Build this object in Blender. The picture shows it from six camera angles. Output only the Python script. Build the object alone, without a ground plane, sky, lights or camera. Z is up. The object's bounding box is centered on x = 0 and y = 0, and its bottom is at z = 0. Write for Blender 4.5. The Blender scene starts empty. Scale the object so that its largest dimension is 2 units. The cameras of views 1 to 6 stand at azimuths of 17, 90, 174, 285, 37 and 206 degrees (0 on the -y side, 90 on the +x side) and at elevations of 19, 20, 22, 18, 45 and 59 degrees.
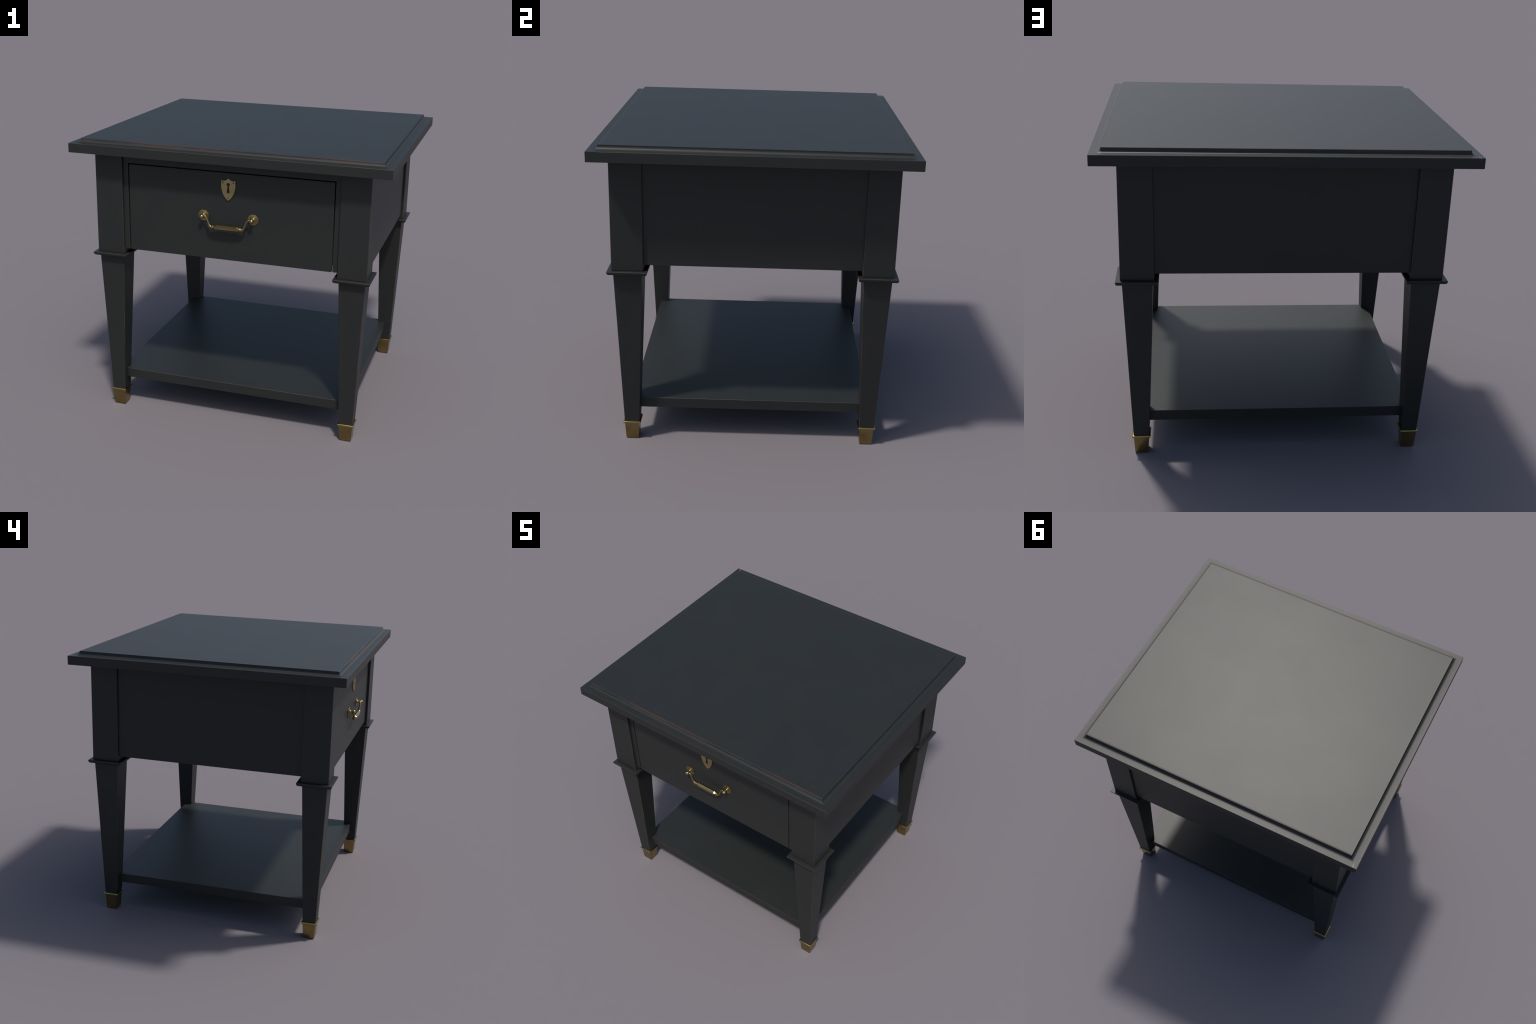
"""A painted wooden bedside table: moulded top, one drawer, four square tapered legs in brass feet, low shelf."""
import bpy, bmesh, math
from mathutils import Vector

# ------------------------------------------------------------------ sizes (metres)
TOP_X, TOP_Y = 1.0, 0.894            # half extents of the table top
TOP_Z0, TOP_Z1, TOP_Z2 = 1.7552, 1.8122, 1.8380   # underside, ledge, raised field
LEG_X, LEG_Y = 0.7808, 0.7073        # leg axes
POST = 0.0896                        # half width of the square post
APRON_X, APRON_Y, APRON_BACK, APRON_Z = 0.8550, 0.7796, 0.7816, 1.1352
COLLAR_Z0, COLLAR_Z1 = 1.0799, 1.1016
SHELF_X, SHELF_Y, SHELF_Z0, SHELF_Z1 = 0.781, 0.7112, 0.1948, 0.2580
OPEN_X, OPEN_Z = 0.6575, 1.6915       # drawer opening in the face frame
GAP = 0.0064
EDGE = 0.0022                        # width of the eased, worn edges

col = bpy.context.scene.collection


# ------------------------------------------------------------------ materials
def nodes_of(name):
    m = bpy.data.materials.new(name)
    m.use_nodes = True
    nt = m.node_tree
    nt.nodes.clear()
    out = nt.nodes.new("ShaderNodeOutputMaterial")
    b = nt.nodes.new("ShaderNodeBsdfPrincipled")
    nt.links.new(b.outputs[0], out.inputs[0])
    return m, nt, b


def coords(nt, scale=(1, 1, 1)):
    """Object coordinates shifted by a random amount per object, so that repeats differ."""
    tc = nt.nodes.new("ShaderNodeTexCoord")
    oi = nt.nodes.new("ShaderNodeObjectInfo")
    mul = nt.nodes.new("ShaderNodeMath"); mul.operation = 'MULTIPLY'; mul.inputs[1].default_value = 17.0
    nt.links.new(oi.outputs["Random"], mul.inputs[0])
    add = nt.nodes.new("ShaderNodeVectorMath"); add.operation = 'ADD'
    nt.links.new(tc.outputs["Object"], add.inputs[0])
    nt.links.new(mul.outputs[0], add.inputs[1])
    mp = nt.nodes.new("ShaderNodeMapping")
    mp.inputs["Scale"].default_value = scale
    nt.links.new(add.outputs[0], mp.inputs["Vector"])
    return mp.outputs[0], tc.outputs["Object"]


def noise(nt, vec, scale, detail=4.0, rough=0.55):
    n = nt.nodes.new("ShaderNodeTexNoise")
    n.inputs["Scale"].default_value = scale
    n.inputs["Detail"].default_value = detail
    n.inputs["Roughness"].default_value = rough
    nt.links.new(vec, n.inputs["Vector"])
    return n.outputs["Fac"]


def remap(nt, fac, a, b, c, d):
    r = nt.nodes.new("ShaderNodeMapRange")
    for k, v in zip(("From Min", "From Max", "To Min", "To Max"), (a, b, c, d)):
        r.inputs[k].default_value = v
    nt.links.new(fac, r.inputs["Value"])
    return r.outputs["Result"]


def mix(nt, fac, a, b):
    m = nt.nodes.new("ShaderNodeMix"); m.data_type = 'RGBA'
    nt.links.new(fac, m.inputs[0])
    for sock, v in ((m.inputs[6], a), (m.inputs[7], b)):
        if isinstance(v, tuple):
            sock.default_value = (*v, 1.0)
        else:
            nt.links.new(v, sock)
    return m.outputs[2]


PAINT_A, PAINT_B = (0.0150, 0.0173, 0.0165), (0.0170, 0.0182, 0.0164)
WEAR_RED, WEAR_TAN = (0.082, 0.041, 0.030), (0.085, 0.062, 0.045)
PAINT_ROUGH = 0.477
PAINT_SPEC = 0.41


def paint_base(nt):
    """Dark satin paint with a faint cloudy drift of hue and gloss."""
    v, obj = coords(nt)
    c = mix(nt, remap(nt, noise(nt, v, 5.0, 5.0), 0.35, 0.65, 0, 1), PAINT_A, PAINT_B)
    rough = remap(nt, noise(nt, v, 3.2, 6.0, 0.6), 0.3, 0.7, PAINT_ROUGH - 0.006, PAINT_ROUGH + 0.006)
    return v, obj, c, rough


def make_paint(name="dark_paint", chip=None):
    m, nt, b = nodes_of(name)
    v, obj, c, rough = paint_base(nt)
    if chip:                                   # a small chip of bare wood near one corner
        mp = nt.nodes.new("ShaderNodeMapping"); mp.vector_type = 'TEXTURE'
        mp.inputs["Location"].default_value = chip[0]
        mp.inputs["Rotation"].default_value = (0, 0, chip[1])
        mp.inputs["Scale"].default_value = chip[2]
        nt.links.new(obj, mp.inputs["Vector"])
        wob = nt.nodes.new("ShaderNodeTexNoise"); wob.inputs["Scale"].default_value = 1.3
        nt.links.new(mp.outputs[0], wob.inputs["Vector"])
        ad = nt.nodes.new("ShaderNodeVectorMath"); ad.operation = 'MULTIPLY_ADD'
        ad.inputs[1].default_value = (0.9, 0.9, 0.0)
        nt.links.new(wob.outputs["Color"], ad.inputs[0]); nt.links.new(mp.outputs[0], ad.inputs[2])
        sb = nt.nodes.new("ShaderNodeVectorMath"); sb.operation = 'SUBTRACT'
        sb.inputs[1].default_value = (0.45, 0.45, 0)
        nt.links.new(ad.outputs[0], sb.inputs[0])
        ln = nt.nodes.new("ShaderNodeVectorMath"); ln.operation = 'LENGTH'
        nt.links.new(sb.outputs[0], ln.inputs[0])
        c = mix(nt, remap(nt, ln.outputs["Value"], 0.75, 1.1, 1, 0), c, (0.16, 0.10, 0.062))
    nt.links.new(c, b.inputs["Base Color"])
    nt.links.new(rough, b.inputs["Roughness"])
    b.inputs["Specular IOR Level"].default_value = PAINT_SPEC
    bump = nt.nodes.new("ShaderNodeBump")
    bump.inputs["Strength"].default_value = 0.02; bump.inputs["Distance"].default_value = 0.004
    nt.links.new(noise(nt, v, 9.0, 3.0), bump.inputs["Height"])
    nt.links.new(bump.outputs[0], b.inputs["Normal"])
    return m


def make_worn(name, lo, hi, scale=4.0, strength=1.0, red=None):
    """Paint rubbed through to reddish wood along the edges, in uneven lengths."""
    m, nt, b = nodes_of(name)
    v, _, c, rough = paint_base(nt)
    bare = mix(nt, remap(nt, noise(nt, v, 2.3, 2.0), 0.42, 0.62, 0, 1), WEAR_RED, WEAR_TAN if red is None else red)
    where = remap(nt, noise(nt, v, scale, 5.0, 0.6), lo, hi, 0, strength)
    nt.links.new(mix(nt, where, c, bare), b.inputs["Base Color"])
    nt.links.new(rough, b.inputs["Roughness"])
    b.inputs["Specular IOR Level"].default_value = PAINT_SPEC
    return m


def make_brass(name, base_a, base_b, r0, r1):
    m, nt, b = nodes_of(name)
    v, _ = coords(nt)
    n = noise(nt, v, 14.0, 3.0)
    nt.links.new(mix(nt, remap(nt, n, 0.35, 0.65, 0, 1), base_a, base_b), b.inputs["Base Color"])
    nt.links.new(remap(nt, noise(nt, v, 10.0, 3.0), 0.3, 0.7, r0, r1), b.inputs["Roughness"])
    b.inputs["Metallic"].default_value = 1.0
    return m


paint = make_paint()
paint_top = make_paint("dark_paint_table_top", chip=((-0.9742, 0.8800, TOP_Z1), math.radians(8), (0.0040, 0.0150, 0.03)))
worn = make_worn("worn_edge_paint", 0.42, 0.66, 4.0, 0.75)
worn_post = make_worn("worn_post_edge_paint", 0.28, 0.60, 5.0, 0.75, (0.080, 0.042, 0.031))
worn_leg = make_worn("worn_leg_edge_paint", 0.41, 0.60, 9.0, 0.7)
worn_shelf = make_worn("worn_shelf_edge_paint", 0.34, 0.62, 4.0, 0.5, (0.075, 0.045, 0.034))
worn_field = make_worn("worn_top_field_edge_paint", 0.28, 0.62, 3.0, 0.55, (0.052, 0.040, 0.035))
worn_rim = make_worn("worn_top_rim_paint", 0.25, 0.58, 3.0, 0.5)
brass = make_brass("aged_brass", (0.38, 0.285, 0.105), (0.42, 0.32, 0.125), 0.18, 0.21)
brass_dark = make_brass("darker_handle_brass", (0.280, 0.220, 0.103), (0.330, 0.264, 0.125), 0.32, 0.37)
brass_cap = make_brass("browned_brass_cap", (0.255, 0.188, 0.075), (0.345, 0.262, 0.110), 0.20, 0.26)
brass_plate = make_brass("dull_brass_plate", (0.40, 0.315, 0.15), (0.46, 0.37, 0.185), 0.36, 0.42)
screw_metal = make_brass("dark_screw_brass", (0.17, 0.12, 0.06), (0.22, 0.16, 0.08), 0.4, 0.5)


# ------------------------------------------------------------------ mesh helpers
def add_object(name, bm, mats, parent=None, loc=(0, 0, 0), smooth=30):
    bmesh.ops.recalc_face_normals(bm, faces=bm.faces)
    me = bpy.data.meshes.new(name)
    bm.to_mesh(me); bm.free()
    for m in mats:
        me.materials.append(m)
    for p in me.polygons:
        p.use_smooth = True
    me.set_sharp_from_angle(angle=math.radians(smooth))
    ob = bpy.data.objects.new(name, me)
    col.objects.link(ob)
    ob.location = loc
    if parent:
        ob.parent = parent
    return ob


def copy_object(src, parent, loc):
    ob = src.copy()
    ob.location = loc
    ob.parent = parent
    col.objects.link(ob)
    return ob


def box(bm, x0, x1, y0, y1, z0, z1):
    vs = [bm.verts.new((x, y, z)) for z in (z0, z1) for x, y in ((x0, y0), (x1, y0), (x1, y1), (x0, y1))]
    fs = [(0, 3, 2, 1), (4, 5, 6, 7), (0, 1, 5, 4), (1, 2, 6, 5), (2, 3, 7, 6), (3, 0, 4, 7)]
    return [bm.faces.new([vs[i] for i in f]) for f in fs]


def rect_loft(bm, levels):
    """Skin through stacked rectangles given as (half x, half y, z); both ends closed."""
    rings = [[bm.verts.new((sx * hx, sy * hy, z)) for sx, sy in ((-1, -1), (1, -1), (1, 1), (-1, 1))]
             for hx, hy, z in levels]
    bm.faces.new(rings[0][::-1])
    for a, b in zip(rings, rings[1:]):
        for i in range(4):
            j = (i + 1) % 4
            bm.faces.new((a[i], a[j], b[j], b[i]))
    bm.faces.new(rings[-1])


def ease_edges(bm, offset=EDGE, min_angle=40, pick=None):
    """Chamfer the sharp convex edges; the chamfers take material 1 (worn)."""
    bmesh.ops.recalc_face_normals(bm, faces=bm.faces)
    es = [e for e in bm.edges if len(e.link_faces) == 2 and e.is_convex
          and e.calc_face_angle() > math.radians(min_angle) and (pick is None or pick(e))]
    bmesh.ops.bevel(bm, geom=es, offset=offset, offset_type='OFFSET', segments=1,
                    profile=0.5, affect='EDGES', material=1, clamp_overlap=True)


def turned(bm, profile, axis='y', segments=40, centre=(0, 0, 0)):
    """Solid of revolution; profile is (distance along axis, radius)."""
    rings = []
    for t, r in profile:
        ring = []
        for k in range(segments):
            a = 2 * math.pi * (k + 0.5) / segments
            p, q = r * math.cos(a), r * math.sin(a)
            xyz = (p, t, q) if axis == 'y' else (t, p, q)
            ring.append(bm.verts.new([u + w for u, w in zip(xyz, centre)]))
        rings.append(ring)
    bm.faces.new(rings[0])
    for a, b in zip(rings, rings[1:]):
        for i in range(segments):
            j = (i + 1) % segments
            bm.faces.new((a[i], a[j], b[j], b[i]))
    bm.faces.new(rings[-1][::-1])


# ------------------------------------------------------------------ the table
table = bpy.data.objects.new("bedside_table", None)
col.objects.link(table)
table["label"] = "dark painted bedside table with brass handle and feet"
table["category"] = "nightstand"

# --- table top: slab, ledge, cove moulding up to a raised field
bm = bmesh.new()
levels = [(TOP_X, TOP_Y, TOP_Z0), (TOP_X, TOP_Y, TOP_Z1)]
R_COVE, COVE_IN, COVE_IN_Y, COVE_RUN = 0.0205, 0.059, 0.0565, 0.0228
for k in range(9):
    a = math.radians(90 * k / 8)
    run = COVE_RUN * (1 - math.sin(a))
    levels.append((TOP_X - COVE_IN + run, TOP_Y - COVE_IN_Y + run, TOP_Z1 + R_COVE * (1 - math.cos(a))))
levels.append((TOP_X - COVE_IN, TOP_Y - COVE_IN_Y, TOP_Z2))
rect_loft(bm, levels)
bmesh.ops.recalc_face_normals(bm, faces=bm.faces)


def lies(e, axis, value, sign=1):
    return all(abs(v.co[axis] - sign * value) < 1e-4 for v in e.verts)


# the field is split near those edges so that only a narrow margin rolls over
for s in (1, -1):
    bmesh.ops.bisect_plane(bm, geom=bm.verts[:] + bm.edges[:] + [f for f in bm.faces if f.normal.z > 0.99 and f.calc_center_median().z > TOP_Z2 - 1e-3],
                           plane_co=(0, s * (TOP_Y - COVE_IN_Y - 0.016), 0), plane_no=(0, 1, 0))
# long edges of the raised field are rubbed round, the front and back rims only eased
bmesh.ops.bevel(bm, geom=[e for e in bm.edges for s in (1, -1) if lies(e, 2, TOP_Z2) and lies(e, 1, TOP_Y - COVE_IN_Y, s)],
                offset=0.0048, offset_type='OFFSET', segments=3, profile=0.5, affect='EDGES', material=1)
bmesh.ops.bevel(bm, geom=[e for e in bm.edges for s in (1, -1) if lies(e, 1, TOP_Y, s)],
                offset=0.0013, offset_type='OFFSET', segments=1, profile=0.5, affect='EDGES', material=2)
bmesh.ops.bevel(bm, geom=[e for e in bm.edges for s in (1, -1) if lies(e, 0, TOP_X, s) and abs(e.verts[0].co.y - e.verts[1].co.y) > 1],
                offset=0.0008, offset_type='OFFSET', segments=1, profile=0.5, affect='EDGES', material=3)
for f in bm.faces:                                   # the little upright under the rounded edge is rubbed too
    c = f.calc_center_median()
    if f.material_index == 0 and abs(f.normal.y) > 0.9 and c.z > TOP_Z1 + 0.6 * R_COVE:
        f.material_index = 1
top = add_object("table_top", bm, [paint_top, worn_field, worn_rim, worn_shelf], table, smooth=28)
# --- legs: square post, collar, tapered shaft, brass foot
bm = bmesh.new()
box(bm, -POST, POST, -POST, POST, COLLAR_Z1 + 0.0005, TOP_Z0 + 0.002)
rect_loft(bm, [(0.0435, 0.0435, 0.1090), (0.0815, 0.0815, COLLAR_Z0 + 0.004)])
ease_edges(bm, 0.0022)
for f in bm.faces:
    if f.material_index == 1 and f.calc_center_median().z < COLLAR_Z1:
        f.material_index = 2
leg = add_object("leg", bm, [paint, worn_post, worn_leg], table, (-LEG_X, -LEG_Y, 0))
bm = bmesh.new()
lev = [(0.060, 0.060, COLLAR_Z0)]
for k in range(8):
    a = math.radians(90 * k / 7)
    r = 0.1010 + 0.0132 * math.sin(a)
    lev.append((r, r, COLLAR_Z1 - 0.0014 - 0.0203 * math.cos(a)))
lev += [(0.1138, 0.1138, COLLAR_Z1 - 0.0012)][0:0] + [(0.1131, 0.1131, COLLAR_Z1)]
rect_loft(bm, lev)
for f in bm.faces:                                    # the fine top arris is rubbed
    zs = [v.co.z for v in f.verts]
    if max(zs) > COLLAR_Z1 - 1e-4 and min(zs) < COLLAR_Z1 - 1e-4:
        f.material_index = 1
collar = add_object("leg_collar", bm, [paint, worn], leg, smooth=35)
bm = bmesh.new()
rect_loft(bm, [(h, h, z) for h, z in ((0.0354, 0.0), (0.0371, 0.0014), (0.0434, 0.105), (0.0488, 0.1055), (0.0514, 0.1072),
                                      (0.0524, 0.1100), (0.0522, 0.1135), (0.0507, 0.1168), (0.0477, 0.1185),
                                      (0.0457, 0.1190), (0.0434, 0.1175), (0.040, 0.117))])
ease_edges(bm, 0.0010, pick=lambda e: abs(e.verts[0].co.z - e.verts[1].co.z) > 0.05)
for f in bm.faces:                                    # brighter lip over a browner body
    f.material_index = 1 if f.calc_center_median().z > 0.105 else 0
foot = add_object("foot_cap", bm, [brass_cap, brass], leg, smooth=38)
for sx, sy in ((1, -1), (1, 1), (-1, 1)):
    other = copy_object(leg, table, (sx * LEG_X, sy * LEG_Y, 0))
    copy_object(collar, other, (0, 0, 0))
    copy_object(foot, other, (0, 0, 0))

# --- apron panels, let in between the posts
T = 0.030
bm = bmesh.new()
box(bm, -T / 2, T / 2, -0.640, 0.640, APRON_Z, TOP_Z0 + 0.0015)
ease_edges(bm, 0.0018)
side = add_object("side_panel", bm, [paint, worn], table, (APRON_X - T / 2, 0, 0))
copy_object(side, table, (-APRON_X + T / 2, 0, 0))
bm = bmesh.new()
box(bm, -0.715, 0.715, -T / 2, T / 2, APRON_Z, TOP_Z0 + 0.0015)
ease_edges(bm, 0.0018)
add_object("back_panel", bm, [paint, worn], table, (0, APRON_BACK - T / 2, 0))

# --- face frame: an upturned U of two stiles and a rail (one outline, pushed back)
bm = bmesh.new()
outline = [(-0.715, APRON_Z), (-OPEN_X, APRON_Z), (-OPEN_X, OPEN_Z), (OPEN_X, OPEN_Z), (OPEN_X, APRON_Z),
           (0.715, APRON_Z), (0.715, TOP_Z0 + 0.0015), (-0.715, TOP_Z0 + 0.0015)]
front = [bm.verts.new((x, -APRON_Y, z)) for x, z in outline]
back = [bm.verts.new((x, -APRON_Y + T, z)) for x, z in outline]
bm.faces.new(front); bm.faces.new(back[::-1])
for i in range(8):
    j = (i + 1) % 8
    bm.faces.new((front[j], front[i], back[i], back[j]))
ease_edges(bm, 0.0018)
add_object("face_frame", bm, [paint, worn], table)

# --- low shelf, its corners run into the legs
bm = bmesh.new()
box(bm, -SHELF_X, SHELF_X, -SHELF_Y, SHELF_Y, SHELF_Z0, SHELF_Z1)
ease_edges(bm, 0.0014)
add_object("shelf", bm, [paint, worn_shelf], table)

# --- drawer: front board with the box behind it
DX, DZ0, DZ1 = OPEN_X - GAP, APRON_Z - 0.001, OPEN_Z - GAP
bm = bmesh.new()
box(bm, -DX, DX, -APRON_Y + 0.0005, -APRON_Y + 0.028, DZ0, DZ1)
ease_edges(bm, 0.002)
drawer = add_object("drawer", bm, [paint, worn_shelf], table)
bm = bmesh.new()
for x0, x1, y0, y1, z0, z1 in ((-0.640, -0.615, -0.7545, 0.70, 1.150, 1.660), (0.615, 0.640, -0.7545, 0.70, 1.150, 1.660),
                               (-0.6145, 0.6145, 0.675, 0.699, 1.151, 1.650), (-0.6145, 0.6145, -0.7545, 0.6745, 1.156, 1.172)):
    box(bm, x0, x1, y0, y1, z0, z1)
add_object("drawer_box", bm, [paint], drawer)

# --- escutcheon: shield plate with keyhole and three screw holes
FRONT = -APRON_Y + 0.0005


def poly_spline(cu, pts):
    s = cu.splines.new('POLY')
    s.points.add(len(pts) - 1)
    for p, (x, z) in zip(s.points, pts):
        p.co = (x, z, 0, 1)
    s.use_cyclic_u = True


def catmull(pts, n=8):
    out = []
    for i in range(len(pts) - 1):
        p0 = Vector(pts[max(i - 1, 0)]); p1 = Vector(pts[i]); p2 = Vector(pts[i + 1]); p3 = Vector(pts[min(i + 2, len(pts) - 1)])
        for k in range(n):
            t = k / n
            out.append(tuple(0.5 * ((2 * p1) + (p2 - p0) * t + (2 * p0 - 5 * p1 + 4 * p2 - p3) * t * t
                                    + (3 * p1 - p0 - 3 * p2 + p3) * t ** 3)))
    return out + [tuple(pts[-1])]


right_top = catmull([(0.0, 1.6530), (0.0095, 1.6450), (0.0185, 1.6400), (0.0285, 1.6378), (0.0375, 1.6385), (0.0450, 1.6412)])
right_side = catmull([(0.0450, 1.6412), (0.0468, 1.6260), (0.0472, 1.6080), (0.0448, 1.5880), (0.0395, 1.5680),
                      (0.0300, 1.5465), (0.0170, 1.5290), (0.0, 1.5148)])
half = [(0.962 * x, z) for x, z in right_top[:-1] + right_side]
shield = half + [(-x, z) for x, z in half[-2:0:-1]]
keyhole = [(0.0105 * math.sin(math.radians(a)), 1.6148 + 0.0105 * math.cos(math.radians(a))) for a in range(-150, 151, 15)]
keyhole += [(0.0045, 1.6040), (0.0094, 1.5622), (-0.0094, 1.5622), (-0.0045, 1.6040)]
screws = [(-0.0328, 1.6270), (0.0338, 1.6270), (0.0, 1.5312)]
cu = bpy.data.curves.new("escutcheon", 'CURVE')
cu.dimensions = '2D'; cu.fill_mode = 'BOTH'
cu.extrude = 0.0027; cu.bevel_depth = 0.0009; cu.bevel_resolution = 1; cu.offset = -0.0009
poly_spline(cu, shield)
poly_spline(cu, keyhole)
for sx, sz in screws:
    poly_spline(cu, [(sx + 0.0051 * math.cos(2 * math.pi * k / 20), sz + 0.0051 * math.sin(2 * math.pi * k / 20)) for k in range(20)])
tmp = bpy.data.objects.new("escutcheon", cu)
col.objects.link(tmp)
bpy.context.view_layer.update()
me = bpy.data.meshes.new_from_object(tmp.evaluated_get(bpy.context.evaluated_depsgraph_get()))
bpy.data.objects.remove(tmp)
bm = bmesh.new(); bm.from_mesh(me); bpy.data.meshes.remove(me)
for v in bm.verts:                                   # stand the plate up, facing the front
    x, z, d = v.co
    v.co = (x, FRONT - 0.0036 - d, z)
bmesh.ops.remove_doubles(bm, verts=bm.verts, dist=1e-5)
add_object("escutcheon", bm, [brass_plate], drawer, smooth=12)
bm = bmesh.new()
turned(bm, [(0, 0.0056), (-0.0036, 0.0056), (-0.0046, 0.0037), (-0.0048, 0.0010)], segments=20)
screw = add_object("escutcheon_screw", bm, [screw_metal], drawer, (screws[0][0], FRONT, screws[0][1]))
for sx, sz in screws[1:]:
    copy_object(screw, drawer, (sx, FRONT, sz))

# --- handle: two eight-sided rosettes with ball posts, and a bail with a six-sided grip
HX, HZ, BAIL_Y, GRIP_Z = 0.1585, 1.4093, -0.8148, 1.3482
bm = bmesh.new()
c8 = 1 / math.cos(math.pi / 8)
turned(bm, [(0, 0.0318 * c8), (-0.0012, 0.0331 * c8), (-0.0050, 0.0331 * c8), (-0.0066, 0.0290 * c8), (-0.0066, 0.024 * c8)], segments=8)
turned(bm, [(-0.0060, 0.0268), (-0.0074, 0.0266), (-0.0076, 0.0262), (-0.0076, 0.0222), (-0.0092, 0.0221), (-0.0095, 0.0217),
            (-0.0095, 0.0180), (-0.0112, 0.0179), (-0.0115, 0.0175), (-0.0116, 0.0142), (-0.0122, 0.0122), (-0.0140, 0.0106),
            (-0.0170, 0.0096), (-0.0210, 0.0090), (-0.0255, 0.0086), (-0.0300, 0.0084)], segments=40)
RB, CB = 0.0144, -0.0382
turned(bm, [(CB - RB * math.cos(math.radians(a)) * -1, max(RB * math.sin(math.radians(a)), 0.0004)) for a in range(0, 181, 12)], segments=32)
rosette = add_object("handle_rosette", bm, [brass_dark], drawer, (-HX, FRONT, HZ), smooth=35)
copy_object(rosette, drawer, (HX, FRONT, HZ))


def tube(bm, path, segments=24):
    """Round bar swept along (x, z, radius) in the plane of the bail, with closed ends."""
    pts = [Vector((x, 0, z)) for x, z, _ in path]
    rings = []
    for i, p in enumerate(pts):
        t = (pts[min(i + 1, len(pts) - 1)] - pts[max(i - 1, 0)]).normalized()
        u = Vector((0, 1, 0)); w = t.cross(u)
        r = path[i][2]
        rings.append([bm.verts.new(p + r * (u * math.cos(2 * math.pi * k / segments) + w * math.sin(2 * math.pi * k / segments)))
                      for k in range(segments)])
    bm.faces.new(rings[0])
    for a, b in zip(rings, rings[1:]):
        for i in range(segments):
            j = (i + 1) % segments
            bm.faces.new((a[i], a[j], b[j], b[i]))
    bm.faces.new(rings[-1][::-1])


ARM = 1.20
arm = catmull([(0.1585, 1.4100, 0.0040), (0.1500, 1.4125, 0.0042), (0.1420, 1.4145, 0.0044), (0.1350, 1.4115, 0.0046),
               (0.1245, 1.3945, 0.0050), (0.1150, 1.3705, 0.0058), (0.1075, 1.3555, 0.0070),
               (0.0995, 1.3490, 0.0084), (0.0905, 1.3480, 0.0092), (0.0860, 1.3480, 0.0092)], 6)
bm = bmesh.new()
for s in (1, -1):
    tube(bm, [(s * x, z - GRIP_Z, r * ARM) for x, z, r in arm])
    turned(bm, [(s * t, r) for t, r in ((0.0922, 0.0095), (0.0915, 0.0120), (0.0900, 0.0138), (0.0882, 0.0143), (0.0866, 0.0134),
                                        (0.0856, 0.0112), (0.0846, 0.0118), (0.0832, 0.0128), (0.0816, 0.0126), (0.0802, 0.0112), (0.0796, 0.0085))],
           axis='x', segments=32)
# six-sided grip with tapered ends, one flat to the front
stations = [(-0.081, 0.0095), (-0.0775, 0.0106), (-0.0682, 0.0157), (0.0682, 0.0157), (0.0775, 0.0106), (0.081, 0.0095)]
rings = [[bm.verts.new((x, r * math.cos(math.pi / 3 * k + math.pi / 6), r * math.sin(math.pi / 3 * k + math.pi / 6))) for k in range(6)]
         for x, r in stations]
bm.faces.new(rings[0]); bm.faces.new(rings[-1][::-1])
for a, b in zip(rings, rings[1:]):
    for i in range(6):
        j = (i + 1) % 6
        bm.faces.new((a[i], a[j], b[j], b[i]))
add_object("handle_bail", bm, [brass_dark], drawer, (0, BAIL_Y, GRIP_Z), smooth=16)
